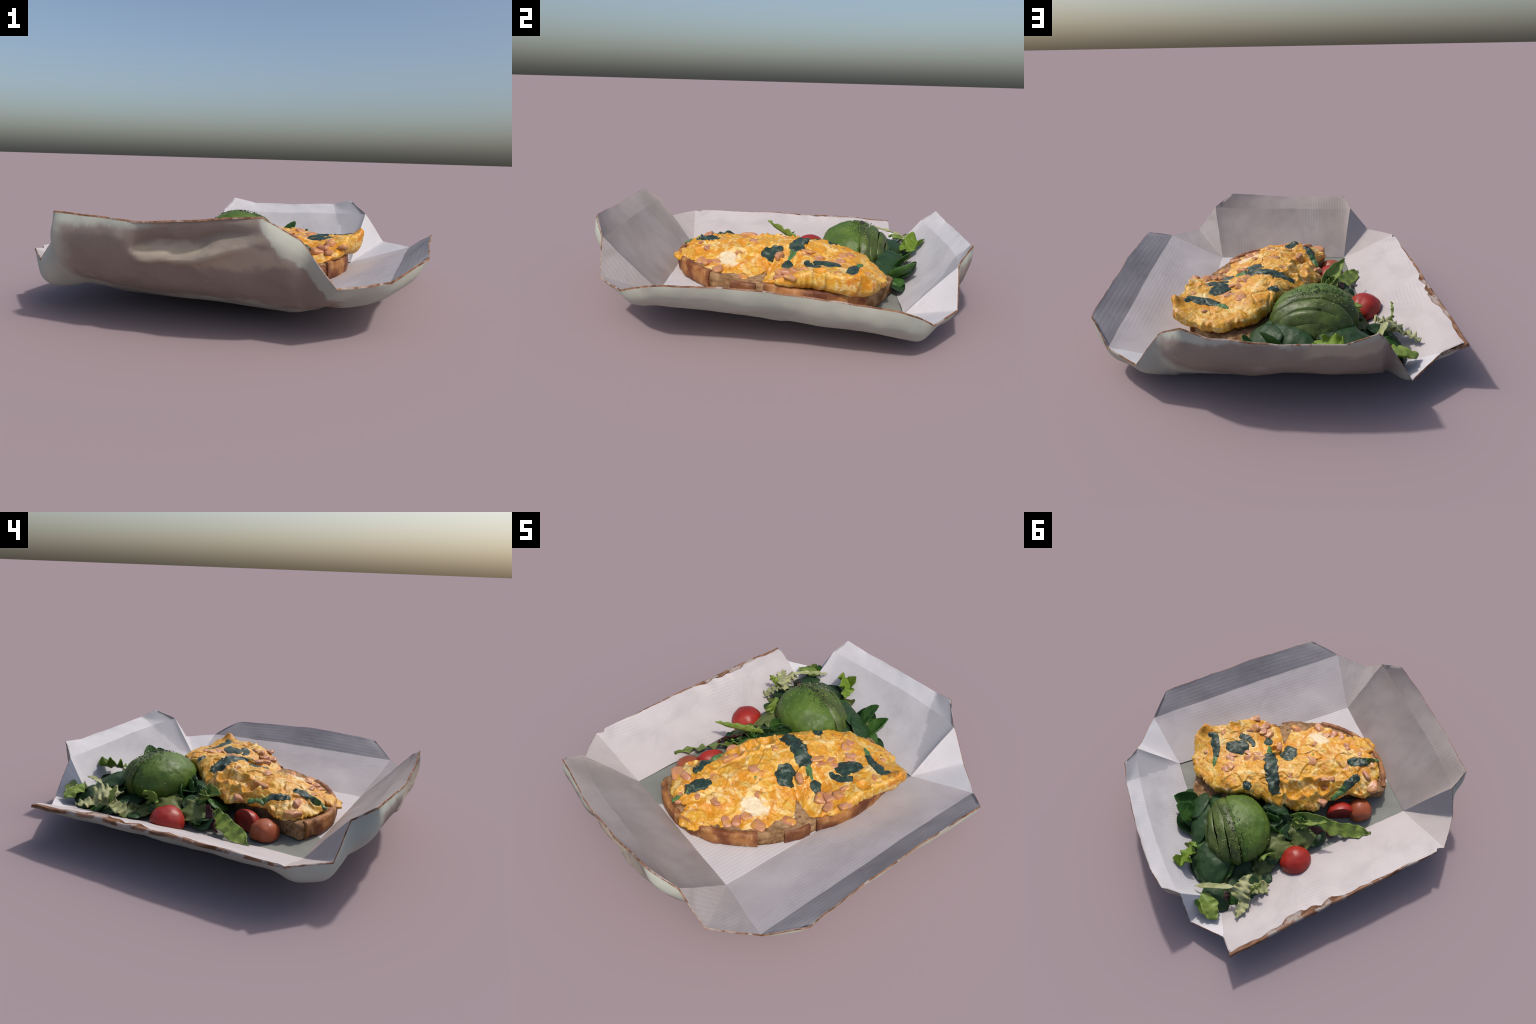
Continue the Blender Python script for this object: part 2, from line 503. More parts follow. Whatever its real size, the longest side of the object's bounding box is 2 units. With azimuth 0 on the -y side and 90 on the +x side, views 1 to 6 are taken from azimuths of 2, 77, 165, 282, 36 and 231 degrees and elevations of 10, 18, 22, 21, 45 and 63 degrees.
lump = fbm(Obig.reshape(-1, 3), 6, 3, 55).reshape(NU, nr)
lump2 = fbm(Obig.reshape(-1, 3), 16, 2, 56).reshape(NU, nr)
amp = np.linspace(0, 1, nr)[None] ** .5
Obig = Obig + nrm[:, None] * ((lump * .012 + lump2 * .004) * amp)[..., None]
# underside
under = 14
last = Obig[:, -1]
CB = A((-.03, .02, .022))
ub = []
for k in range(1, under):
    t = k / (under - 1)
    r = last * (1 - t) + CB * t
    base_z = .0768 - .0365 * r[:, 1] - .0045 * r[:, 0] - (.053 + .025 * np.clip(r[:, 0] / .45, -1, 1) - .028 * np.clip((r[:, 1] - .35) / .3, 0, 1) * np.clip((.45 - r[:, 0]) / .3, 0, 1))
    wgt = min(1, t * 3.0) ** .75
    r[:, 2] = r[:, 2] * (1 - wgt) + base_z * wgt + fbm(r, 5, 2, 66) * .006
    inside = t > .8 * reach / np.linalg.norm(last - CB, axis=1)
    r[:, 2] = np.where(inside, np.minimum(r[:, 2], .0768 - .0365 * r[:, 1] - .0045 * r[:, 0] - .022), r[:, 2])
    ub.append(r)
shell = np.concatenate([Obig, np.stack(ub, 1)], 1)
shell[..., 2] -= np.clip(.12 - shell[..., 2], 0, .12) / .12 * max(0., shell[..., 2].min() - .0005)
shell[..., 2] = np.maximum(shell[..., 2], 0.0)
nrr = shell.shape[1]
F = grid_faces(NU, nrr, True, True)
mesh("outside_shell", shell.reshape(-1, 3), F, OUTSIDE, box, weld=True)

# raw brown edge between liner and outside
_iw = inW[:, None]
edge = np.stack([Rin, Rin * .6 + Rout * .4 + A((0, 0, -.004)) * _iw, Rout * .75 + Rin * .25 + A((0, 0, .002)) * _iw, Rout, fixed[:, 1]], 1)
ee = edge.reshape(-1, 3).copy()
ee[:, 2] += np.tile([0, 1, 1, .3, 0], NU) * vnoise(ee, 60, 8) * .004 * np.repeat(inW, 5)
mesh("raw_board_edge", ee, grid_faces(NU, 5, True, True), TORN, box)

FN = A((0.00445, 0.03648, 0.99932))


def floor_z(x, y):
    return .0768 - .0365 * y - .00445 * x


_wa, _wb, _wc = P["FSW"], P["FNW"], A((-.80, .2, .215))
_wn = np.cross(_wb - _wa, _wc - _wa)
_na, _nb, _nc = P["FNE"], P["FNW"], A((.2, .845, .32))
_nn = np.cross(_nb - _na, _nc - _na)


def tray_z(x, y):
    """height of the tray's inner surface at the salad side"""
    zw = _wa[2] - ((x - _wa[0]) * _wn[0] + (y - _wa[1]) * _wn[1]) / _wn[2]
    zn = _na[2] - ((x - _na[0]) * _nn[0] + (y - _na[1]) * _nn[1]) / _nn[2]
    return np.maximum(np.maximum(floor_z(x, y), np.minimum(zw, .235)), np.minimum(zn, .33))


def rest(V, gap=.004):
    V = A(V)
    V[:, 2] = np.maximum(V[:, 2], tray_z(V[:, 0], V[:, 1]) + gap)
    return V


# ------------------------------------------------------------------ toast
def spline_closed(pts, n):
    pts = A(pts, float)
    m = len(pts)
    out = []
    seg = np.linalg.norm(np.roll(pts, -1, 0) - pts, axis=1)
    cum = np.concatenate([[0], np.cumsum(seg)])
    for s in np.linspace(0, cum[-1], n, endpoint=False):
        i = min(np.searchsorted(cum, s, side="right") - 1, m - 1)
        t = (s - cum[i]) / seg[i]
        p0, p1, p2, p3 = pts[i - 1], pts[i], pts[(i + 1) % m], pts[(i + 2) % m]
        q = .5 * ((2 * p1) + (p2 - p0) * t + (2 * p0 - 5 * p1 + 4 * p2 - p3) * t * t + (3 * p1 - p0 - 3 * p2 + p3) * t ** 3)
        l = p1 + (p2 - p1) * t
        out.append(.6 * q + .4 * l)
    return A(out)


_m = N("toast_crumb", rough=.9, spec=.1)
_n = _m.noise(14, 6, .65)
_c = _m.mix(_m.step(_n, .35, .65), (.15, .075, .032), (.36, .22, .115))
_c = _m.mix(_m.step(_m.voronoi(26), .0, .35), (.10, .045, .018), _c)
_m.color(_c).bump(_m.math("ADD", _n, _m.voronoi(30)), .8, .012)
CRUMB = _m.m
_m = N("toast_crust", rough=.55, spec=.3)
_n = _m.noise(9, 6, .65)
_f = _m.noise(24, 5, .6, vec=_m.mapping(scale=(1, 1, .5)))
_c = _m.mix(_m.step(_n, .38, .62), (.34, .145, .045), (.15, .042, .014))
_c = _m.mix(_m.math("MULTIPLY", _m.step(_f, .52, .68), .6), _c, (.46, .27, .12))
_c = _m.mix(_m.math("MULTIPLY", _m.step(_m.noise(4, 2), .55, .68), .7), _c, (.075, .018, .009))
_m.color(_c).bump(_m.math("ADD", _n, _f), .5, .008)
CRUST = _m.m

BREAD = [(-.462, -.420), (-.418, -.458), (-.37, -.505), (-.29, -.548), (-.22, -.566), (-.125, -.570), (-.012, -.542), (.085, -.497), (.165, -.445),
         (.235, -.372), (.30, -.29), (.354, -.18), (.42, -.07), (.455, .0), (.482, .135), (.495, .244), (.48, .33), (.445, .385), (.37, .455), (.275, .53),
         (.22, .50), (.10, .35), (-.05, .14), (-.20, -.06), (-.35, -.26)]
NB = 300
BO = spline_closed(BREAD, NB)
THICK = .088
toast = empty("toast_slice", "thick slice of toasted crusty bread", "bread")
BC = A((.05, -.05))


def bread_body(outl, z0, z1, rough, seed):
    prof = [(0.0, .985), (.03, .998), (.15, 1.0), (.3, 1.0), (.5, 1.0), (.7, 1.0), (.88, 1.0), (.97, .99), (1.0, .97)]
    V = []
    for (x, y) in outl:
        col = []
        for k in range(1, 6):
            f = k / 6
            p = BC + (A((x, y)) - BC) * f * .985
            col.append((p[0], p[1], floor_z(*p) + z0))
        for h, s in prof:
            p = BC + (A((x, y)) - BC) * s
            col.append((p[0], p[1], floor_z(*p) + z0 + (z1 - z0) * h))
        for k in range(6, 0, -1):
            f = k / 7
            p = BC + (A((x, y)) - BC) * f * .97
            col.append((p[0], p[1], floor_z(*p) + z1))
        V.append(col)
    V = A(V)
    nv = V.shape[1]
    V = V.reshape(-1, 3)
    d = V[:, :2] - BC
    d /= np.linalg.norm(d, axis=1)[:, None]
    amt = (fbm(V, 11, 4, seed) * 1.0 + .5 * ridged(V, 25, 2, seed + 5)) * rough
    V[:, :2] += d * amt[:, None]
    V[:, 2] += fbm(V, 14, 3, seed + 9) * rough * .5
    V = np.vstack([V, [(*BC, floor_z(*BC) + z0)], [(*BC, floor_z(*BC) + z1)]])
    F = grid_faces(len(outl), nv, True)
    n = len(outl)
    for i in range(n):
        F.append((n * nv, ((i + 1) % n) * nv, i * nv))
        F.append((n * nv + 1, i * nv + nv - 1, ((i + 1) % n) * nv + nv - 1))
    return V, F


V, F = bread_body(BC + (BO - BC) * .985, .003, THICK, .008, 100)
mesh("bread_crumb", V, F, CRUMB, toast)


def crust_piece(i0, i1, thick=.020, lift=0.0, seed=1):
    idx = np.arange(i0, i1) % NB
    pts = BO[idx]
    tan = np.roll(BO, -1, 0)[idx] - np.roll(BO, 1, 0)[idx]
    nr_ = np.stack([tan[:, 1], -tan[:, 0]], 1)
    nr_ /= np.linalg.norm(nr_, axis=1)[:, None]
    prof = [(-1, -.01), (-1, .97), (-.6, 1.02), (0, 1.0), (.35, .9), (.5, .6), (.45, .3), (.3, .08), (0, -.01)]
    prof2 = []
    for (q0, h0), (q1, h1) in zip(prof[:-1], prof[1:]):
        for s in (0, .34, .67):
            prof2.append((q0 + (q1 - q0) * s, h0 + (h1 - h0) * s))
    prof2.append(prof[-1])
    V = []
    for p, nn in zip(pts, nr_):
        for q, h in prof2:
            c = p + nn * q * thick
            V.append((c[0], c[1], floor_z(*c) + .002 + (THICK + lift) * h))
    V = A(V)
    nv = len(prof2)
    am = fbm(V, 13, 4, seed) * .008 + ridged(V, 30, 2, seed + 3) * .003
    V += np.repeat(np.concatenate([nr_, np.zeros((len(nr_), 1))], 1), nv, 0) * am[:, None]
    V[:, 2] += fbm(V, 9, 3, seed + 8) * .005
    F = grid_faces(len(pts), nv, False)
    F.append(tuple(range(nv))[::-1])
    F.append(tuple(range((len(pts) - 1) * nv, len(pts) * nv)))
    return mesh("bread_crust", V, F, CRUST, toast, sharp=50)


def near(x, y):
    return int(np.argmin(np.sum((BO - A((x, y))) ** 2, 1)))


crust_piece(near(-.43, -.445), near(.172, -.438), .022, .004, 11)
crust_piece(near(.262, -.345), near(.33, -.225), .022, -.006, 12)
crust_piece(near(.345, -.20), near(.49, .29), .022, .004, 13)

# ------------------------------------------------------------------ omelette
H = A([(.562, .305, .243), (.572, .222, .282), (.555, .16, .274), (.53, .10, .268), (.488, .02, .281), (.452, -.09, .248), (.378, -.157, .205), (.29, -.2, .175), (.236, -.15, .19),
       (.26, -.29, .178), (.161, -.307, .195), (.092, -.39, .20), (.0, -.49, .185), (-.13, -.57, .19), (-.215, -.571, .205), (-.19, -.46, .225), (-.283, -.53, .2),
       (-.34, -.49, .195), (-.406, -.395, .19), (-.395, -.282, .205), (-.32, -.2, .22), (-.27, -.07, .212), (-.27, .03, .2), (-.2, .1, .21), (-.08, .2, .225),
       (0, .245, .255), (.09, .31, .26), (.17, .4, .235), (.24, .43, .22), (.33, .44, .205), (.446, .41, .21), (.51, .34, .22),
       (-.073, .134, .267), (.15, .015, .282), (.092, -.092, .262), (.328, .131, .262), (.337, .045, .26), (.332, .32, .245), (.5, .25, .255), (.235, .155, .252), (.27, .13, .254), (.244, -.054, .235),
       (-.195, -.357, .247), (-.305, -.33, .25), (.092, -.334, .22), (.065, .247, .292), (-.2, .036, .235), (.19, .20, .262), (.22, .30, .272), (.0, -.2, .268), (-.12, -.1, .27)])


def tps(r2):
    return np.where(r2 > 1e-12, r2 * np.log(r2 + 1e-12), 0)


_X = H[:, :2]
_K = tps(np.sum((_X[:, None] - _X[None]) ** 2, -1)) + np.eye(len(_X)) * .004
_Pm = np.concatenate([np.ones((len(_X), 1)), _X], 1)
_M = np.block([[_K, _Pm], [_Pm.T, np.zeros((3, 3))]])
_W = np.linalg.solve(_M, np.concatenate([H[:, 2], np.zeros(3)]))


def egg_top(xy):
    xy = np.asarray(xy, float)
    k = tps(np.sum((xy[:, None] - _X[None]) ** 2, -1))
    z = k @ _W[:-3] + _W[-3] + xy @ _W[-2:] - .008 * np.clip((xy[:, 0] + .1) / .3, 0, 1)
    p3 = np.concatenate([xy, np.zeros((len(xy), 1))], 1)
    warp = p3 + np.stack([fbm(p3, 9, 2, 210), fbm(p3, 9, 2, 211), 0 * z], 1) * .04
    crumple = np.clip(.55 + .55 * vnoise(p3, 4, 203) + .55 * np.clip((.12 - xy[:, 0]) / .3, -.4, .8) * (xy[:, 1] > -.30), .35, 1.35)
    fold = np.abs(vnoise(warp, 13, 204))
    d = (ridged(warp, 7, 2, 200) - .1) * .016 + fbm(warp, 15, 3, 201) * .015 - np.clip(.16 - fold, 0, 1) * .075 + ridged(warp, 34, 2, 206) * .0022
    fine = fbm(p3, 60, 2, 202) * .002
    calm = crumple
    seam = np.exp(-((xy @ A((.77, .64)) - .065 + .02 * vnoise(p3, 12, 3)) / .018) ** 2) * np.clip((-.02 - xy[:, 1]) / .08, 0, 1) * .022
    pits = 0
    for px_, py_, dep, rad in ((-.13, .04, .030, .040), (-.215, -.115, .034, .036), (-.17, -.04, .022, .04), (.165, -.045, .030, .022), (-.275, -.47, .030, .022), (-.07, .10, .018, .03), (.455, .05, .018, .03)):
        q = ((xy - A((px_, py_))) ** 2).sum(1) / rad ** 2
        pits = pits + dep * np.exp(-q ** 1.5) - dep * .45 * np.exp(-((np.sqrt(q) - 1.45) / .35) ** 2)
    peak = .026 * np.exp(-((xy - A((.567, .224))) ** 2).sum(1) / .028 ** 2) + .014 * np.exp(-((xy - A((.487, .02))) ** 2).sum(1) / .022 ** 2)
    return z + d * calm + fine - seam - pits + peak


OUTL = [(.556, .290), (.568, .222), (.540, .15), (.512, .09), (.480, .012), (.442, -.095), (.370, -.157), (.288, -.212), (.185, -.135), (.216, -.20), (.270, -.285), (.225, -.345), (.185, -.412),
        (.105, -.470), (.0, -.540), (-.07, -.572), (-.13, -.600), (-.215, -.588), (-.20, -.50), (-.262, -.525), (-.346, -.502), (-.406, -.396), (-.41, -.282), (-.335, -.226), (-.314, -.13),
        (-.294, -.056), (-.272, .033), (-.229, .088), (-.169, .128), (-.084, .20), (-.002, .245), (.091, .312), (.168, .400), (.24, .418), (.331, .43), (.438, .400), (.508, .335)]
OUTL = [p for p in OUTL]
NE_ = 520
EO = spline_closed(OUTL[::-1], NE_)[::-1]
EC = A((.10, 0.0))
e3 = np.concatenate([EO, np.zeros((NE_, 1))], 1)
ed = EO - EC
ed /= np.linalg.norm(ed, axis=1)[:, None]
EO = EO + ed * ((fbm(e3, 15, 4, 300) - .15) * .036 + ridged(e3, 40, 2, 301) * .010)[:, None]
RR = 150
tt = np.linspace(.004, 1, RR) ** .8
XY = EC[None, None] + (EO - EC)[:, None] * tt[None, :, None]
Z = egg_top(XY.reshape(-1, 2)).reshape(NE_, RR)
edge_round = np.clip((tt - .955) / .045, 0, 1) ** 2
Z = Z - edge_round[None] * .010
top = np.concatenate([XY, Z[..., None]], 2)
zt = Z[:, -1]
zb = np.minimum(floor_z(EO[:, 0], EO[:, 1]) + THICK + .004, zt - .016)
inset = .018 + .5 * np.clip(zt - zb, 0, .1) * .45
skirt = []
for f, q in ((.10, -.02), (.28, .05), (.5, .0), (.7, .3), (.88, .7), (1.0, 1.2), (1.03, 3.0)):
    xy = EO - ed * (inset * q)[:, None]
    zz = zt + (zb - zt) * f
    p = np.concatenate([xy, zz[:, None]], 1)
    am = fbm(p, 22, 3, 310) * .010 * (1 if f < 1 else .4)
    p[:, :2] += ed * am[:, None]
    skirt.append(p)
EV = np.concatenate([top, np.stack(skirt, 1)], 1)
nv = EV.shape[1]
F = grid_faces(NE_, nv, True)
EV2 = np.vstack([EV.reshape(-1, 3), [(*EC, float(egg_top(EC[None])[0]))], [(*EC, floor_z(*EC) + THICK + .004)]])
n0 = NE_ * nv
for i in range(NE_):
    j = (i + 1) % NE_
    F.append((n0, i * nv, j * nv))
    F.append((n0 + 1, j * nv + nv - 1, i * nv + nv - 1))
F = [f[::-1] for f in F]

_m = N("cooked_egg", rough=.42, spec=.42)
n1 = _m.noise(7, 5, .6, .6)
n2 = _m.noise(24, 5, .65, .5)
c = _m.mix(_m.step(n1, .36, .62), (.55, .212, .007), (.59, .295, .021))
c = _m.mix(_m.step(n2, .48, .66), c, (.66, .425, .095))
c = _m.mix(_m.math("MULTIPLY", _m.step(_m.noise(12, 5, .6, .8), .52, .66), .8), c, (.72, .54, .24))
c = _m.mix(_m.math("MULTIPLY", _m.step(_m.noise(34, 4, .6, 1.2), .58, .70), .7), c, (.74, .62, .36))
c = _m.mix(_m.math("MULTIPLY", _m.step(_m.noise(15, 4, .6, .7), .58, .70), .75), c, (.46, .145, .022))
c = _m.mix(_m.math("MULTIPLY", _m.step(_m.noise(9, 4, .6, .9), .62, .70), .55), c, (.50, .20, .10))
c = _m.mix(_m.math("MULTIPLY", _m.step(_m.noise(40, 3, .6), .64, .70), .75), c, (.28, .085, .016))
x, y, z = _m.xyz()
dx = _m.math("SUBTRACT", x, .075)
dy = _m.math("SUBTRACT", y, -.330)
dx, dy = _m.math("ADD", _m.math("MULTIPLY", dx, .77), _m.math("MULTIPLY", dy, .64)), _m.math("SUBTRACT", _m.math("MULTIPLY", dy, .77), _m.math("MULTIPLY", dx, .64))
dx = _m.math("MULTIPLY", dx, .72)
rr_ = _m.math("SQRT", _m.math("ADD", _m.math("MULTIPLY", dx, dx), _m.math("MULTIPLY", dy, dy)))
rr_ = _m.math("ADD", rr_, _m.math("MULTIPLY", _m.math("SUBTRACT", _m.noise(22, 5, .65), .5), .10))
c = _m.mix(_m.math("MULTIPLY", _m.step(rr_, .056, .036), .78), c, (.68, .60, .44))
_m.color(c).bump(_m.math("ADD", _m.noise(45, 5, .6), _m.math("MULTIPLY", n2, .9)), .5, .009)
EGG = _m.m

_m = N("cooked_spinach", rough=.45, spec=.4)
n1 = _m.noise(28, 4, .6)
c = _m.mix(_m.step(n1, .35, .7), (.012, .026, .020), (.030, .060, .040))
c = _m.mix(_m.math("MULTIPLY", _m.step(_m.noise(20, 4, .6), .54, .70), .6), c, (.20, .24, .17))
_m.color(c).bump(n1, .6, .006)
SPIN_COOK = _m.m
_m = N("cooked_spinach_stalk", rough=.45, spec=.4)
_m.color(_m.mix(_m.noise(25), (.04, .11, .03), (.10, .20, .06)))
SPIN_STALK = _m.m
_m = N("diced_ham", rough=.38, spec=.45)
n1 = _m.noise(20, 4)
_rnd = _m.new("ShaderNodeObjectInfo").outputs["Random"]
_c = _m.mix(_m.step(n1, .35, .65), _m.mix(_rnd, (.43, .15, .080), (.40, .19, .14)), (.47, .24, .15))
_c = _m.mix(_m.math("MULTIPLY", _m.step(_m.noise(26, 5, .65, .5), .46, .60), .8), _c, (.56, .27, .035))
_c = _m.mix(_m.math("MULTIPLY", _m.new("ShaderNodeObjectInfo").outputs["Random"], .45), _c, (.46, .18, .045))
_m.color(_c).bump(n1, .3, .006)
HAM = _m.m

omelette = empty("omelette", "golden folded omelette with ham and spinach", "egg dish")
mesh("folded_egg", EV2, F, EGG, omelette)


def draped_leaf(pts, widths, lift=.004, mat=SPIN_COOK, n=44, m=15, seed=0, name="spinach_leaf"):
    pts = A(pts, float)
    k = len(pts)
    tv = np.linspace(0, k - 1, n)
    V = []
    cl = []
    for t in tv:
        i = min(int(t), k - 2)
        f = t - i
        p0, p1, p2, p3 = pts[max(i - 1, 0)], pts[i], pts[i + 1], pts[min(i + 2, k - 1)]
        cl.append(.5 * ((2 * p1) + (p2 - p0) * f + (2 * p0 - 5 * p1 + 4 * p2 - p3) * f * f + (3 * p1 - p0 - 3 * p2 + p3) * f ** 3))
    cl = A(cl)
    tan = np.gradient(cl, axis=0)
    nn = np.stack([-tan[:, 1], tan[:, 0]], 1)
    nn /= np.linalg.norm(nn, axis=1)[:, None] + 1e-9
    wd = np.interp(tv, np.linspace(0, k - 1, len(widths)), widths)
    s = np.linspace(-1, 1, m)
    c3 = np.concatenate([cl, np.zeros((n, 1))], 1)
    jl, jr = (1 + .45 * fbm(c3 + 9.1 * q, 34, 3, 400 + seed) for q in (0, 1))
    xy = cl[:, None] + nn[:, None] * (wd[:, None] * np.where(s[None] < 0, jl[:, None], jr[:, None]) * s[None])[..., None]
    z = egg_top(xy.reshape(-1, 2)).reshape(n, m)
    p3 = np.concatenate([xy.reshape(-1, 2), z.reshape(-1, 1)], 1)
    up = lift * .6 * (1 - s[None] ** 2 * .8) + (fbm(p3, 26, 3, 420 + seed) * .0055).reshape(n, m)
    endf = np.clip(np.minimum(np.arange(n), np.arange(n)[::-1]) / 2, .2, 1)[:, None]
    T = np.concatenate([xy, (z + np.maximum(up, .0012) * endf)[..., None]], 2)
    Bm = np.concatenate([xy, (z - .012)[..., None]], 2)
    V = np.concatenate([T, Bm], 1)            # rows: top left..right, bottom left..right
    ring = np.concatenate([T, Bm[:, ::-1]], 1).reshape(-1, 3)
    nr2 = 2 * m
    F = []
    for i in range(n - 1):
        for q in range(nr2):
            q2 = (q + 1) % nr2
            F.append((i * nr2 + q, i * nr2 + q2, (i + 1) * nr2 + q2, (i + 1) * nr2 + q)[::-1])
    F.append(tuple(range(nr2)))
    F.append(tuple(range((n - 1) * nr2, n * nr2))[::-1])
    return mesh(name, ring, F, mat, omelette)


draped_leaf([(-.085, .140), (-.02, .11), (.06, .065), (.12, .025), (.150, -.005)], [.030, .038, .044, .042, .020], .009, seed=1)
draped_leaf([(.15, .01), (.185, -.015), (.215, -.04)], [.010, .016, .012, .006], .005, SPIN_STALK, seed=2)
draped_leaf([(.045, -.055), (.08, -.085), (.105, -.12), (.12, -.15)], [.020, .046, .050, .028], .006, seed=3)
draped_leaf([(.375, .185), (.34, .145), (.305, .105), (.28, .075)], [.022, .046, .050, .020], .008, seed=4)
draped_leaf([(.385, .068), (.34, .045), (.295, .035), (.265, .05)], [.018, .024, .020, .006], .005, seed=5)
draped_leaf([(.315, .325), (.337, .300), (.365, .275)], [.008, .012, .016], .006, SPIN_STALK, seed=6)
draped_leaf([(.355, .28), (.40, .243), (.44, .222), (.485, .195), (.515, .225)], [.018, .026, .032, .024, .010], .008, seed=7)
draped_leaf([(.218, -.045), (.245, -.055), (.275, -.075)], [.018, .028, .012], .006, seed=8)
draped_leaf([(-.185, -.345), (-.225, -.40), (-.255, -.465)], [.018, .036, .032, .020], .009, seed=9)
draped_leaf([(-.245, -.45), (-.265, -.49), (-.285, -.532)], [.016, .013, .008], .009, SPIN_STALK, seed=10)
draped_leaf([(-.30, -.345), (-.300, -.28), (-.305, -.225)], [.014, .028, .028, .02], .009, seed=11)
draped_leaf([(-.303, -.24), (-.305, -.19), (-.300, -.120)], [.020, .017, .010], .008, SPIN_STALK, seed=12)
draped_leaf([(.035, .245), (.065, .25), (.095, .245)], [.012, .026, .012], .003, seed=13)
draped_leaf([(-.02, -.21), (-.01, -.205)], [.005, .005], .003, SPIN_STALK, n=6, seed=14)


def chunk(name, c, size, rot, mat, parent, seed, sq=.55, res=10):
    """a knobbly rounded block"""
    u = np.linspace(-math.pi / 2, math.pi / 2, res)
    v = np.linspace(0, 2 * math.pi, 2 * res, endpoint=False)
    f = lambda w: np.sign(w) * np.abs(w) ** sq
    V = A([(f(np.cos(a)) * f(np.cos(b_)), f(np.cos(a)) * f(np.sin(b_)), f(np.sin(a))) for b_ in v for a in u])
    V = V * A(size)
    cz, sz = math.cos(rot[2]), math.sin(rot[2])
    cx, sx = math.cos(rot[0]), math.sin(rot[0])
    V = V @ A([[1, 0, 0], [0, cx, -sx], [0, sx, cx]]).T @ A([[cz, -sz, 0], [sz, cz, 0], [0, 0, 1]]).T
    V = V + A(c)
    V += np.stack([fbm(V, 30, 2, seed), fbm(V, 30, 2, seed + 1), fbm(V, 30, 2, seed + 2)], 1) * .009
    return mesh(name, V, grid_faces(2 * res, res, True), mat, parent)


hams = [(-.278, -.064, .034, .028, 1), (-.226, -.137, .034, .018, .5), (-.051, .013, .030, .020, .2), (.252, .254, .036, .028, .1), (.301, .191, .030, .016, .1), (.245, .095, .040, .020, .2),
        (.199, .062, .028, .018, .1), (-.049, -.169, .030, .024, .1), (-.205, -.304, .036, .020, .1), (-.393, -.376, .046, .028, 1), (-.279, -.49, .034, .022, .4), (-.191, -.447, .024, .018, .4),
        (.038, -.421, .044, .020, .5), (.067, -.389, .030, .018, .3), (.135, -.395, .048, .020, .7), (.233, -.278, .044, .026, .6), (.163, -.074, .036, .018, 1), (.305, -.091, .038, .030, .8),
        (.336, -.072, .026, .024, .8), (.37, -.046, .026, .022, .7), (.36, -.115, .040, .020, .6), (.376, .0, .030, .014, .3), (.464, .131, .022, .014, .2), (-.09, -.422, .034, .018, .4),
        (.049, -.274, .020, .012, .1), (.285, .216, .032, .022, .2), (.216, .127, .036, .022, .2), (.164, .081, .034, .024, .1), (.24, .289, .030, .020, .1), (-.204, -.169, .046, .018, .7),
        (-.322, -.385, .034, .020, .8), (.432, .30, .024, .018, .2), (.434, -.087, .030, .016, .3), (-.15, -.50, .022, .014, .2), (.0, -.46, .034, .018, .5)]
for i, (hx, hy, l, w, proud) in enumerate(hams):
    hz = float(egg_top(A([(hx, hy)]))[0])
    chunk("ham_piece", (hx, hy, hz - .0080 + .008 * proud), (l * random.uniform(.85, 1.15), w * random.uniform(.9, 1.4), .0085 + .007 * proud), (random.uniform(-.25, .25), 0, random.uniform(0, 3.1)), HAM, omelette, 500 + i * 5, random.uniform(.4, .75))

# ------------------------------------------------------------------ avocado
_m = N("avocado_flesh", rough=.5, spec=.35)
x, y, z = _m.xyz()
n1 = _m.noise(9, 5, .6)
c = _m.mix(_m.step(n1, .35, .68), (.052, .098, .011), (.088, .148, .020))
c = _m.mix(_m.math("MULTIPLY", _m.step(_m.noise(30, 4, .6), .55, .75), .5), c, (.13, .20, .045))
c = _m.mix(_m.math("MULTIPLY", _m.step(_m.noise(5, 3, .5), .55, .70), .6), c, (.045, .075, .018))
_m.color(c).bump(_m.math("ADD", _m.noise(16, 5), _m.math("MULTIPLY", _m.noise(60, 3), .3)), .35, .012)
AVO = _m.m
_m = N("avocado_slice_edge", rough=.45, spec=.4)
c = _m.mix(_m.step(_m.noise(12, 4), .35, .65), (.042, .062, .012), (.070, .105, .018))
_m.color(c).bump(_m.noise(18, 4), .4, .01)
AVO2 = _m.m
_m = N("pepper_grain", rough=.8)
_m.color(_m.mix(_m.step(_m.noise(3, 0), .5, .5), (.02, .018, .012), (.05, .04, .025)))
PEPPER = _m.m
_m = N("salt_grain", rough=.6)
_m.color((.42, .42, .17))
SALT = _m.m

avo = empty("avocado_half", "peeled avocado half cut into fanned slices", "avocado")
AC = A((-.110, .453, .195))
AX1 = A((.925, -.38, 0))
AX2 = A((.38, .925, 0))
SEMI = A((.215, .198, .148))


def avo_point(s, phi, k=1.0):
    """s along the stacking axis, phi round it"""
    r = np.sqrt(np.clip(1 - s * s, 0, 1)) ** .92 * k
    cz = np.sin(phi)
    zz = np.where(cz > 0, cz, cz * .75)
    asym = 1 + .08 * np.cos(phi)
    P_ = AC + AX1 * (r * np.cos(phi) * SEMI[0] * asym)[..., None] + AX2 * (s * SEMI[1])[..., None] + A((0, 0, 1)) * (r * zz * SEMI[2])[..., None]
    return P_


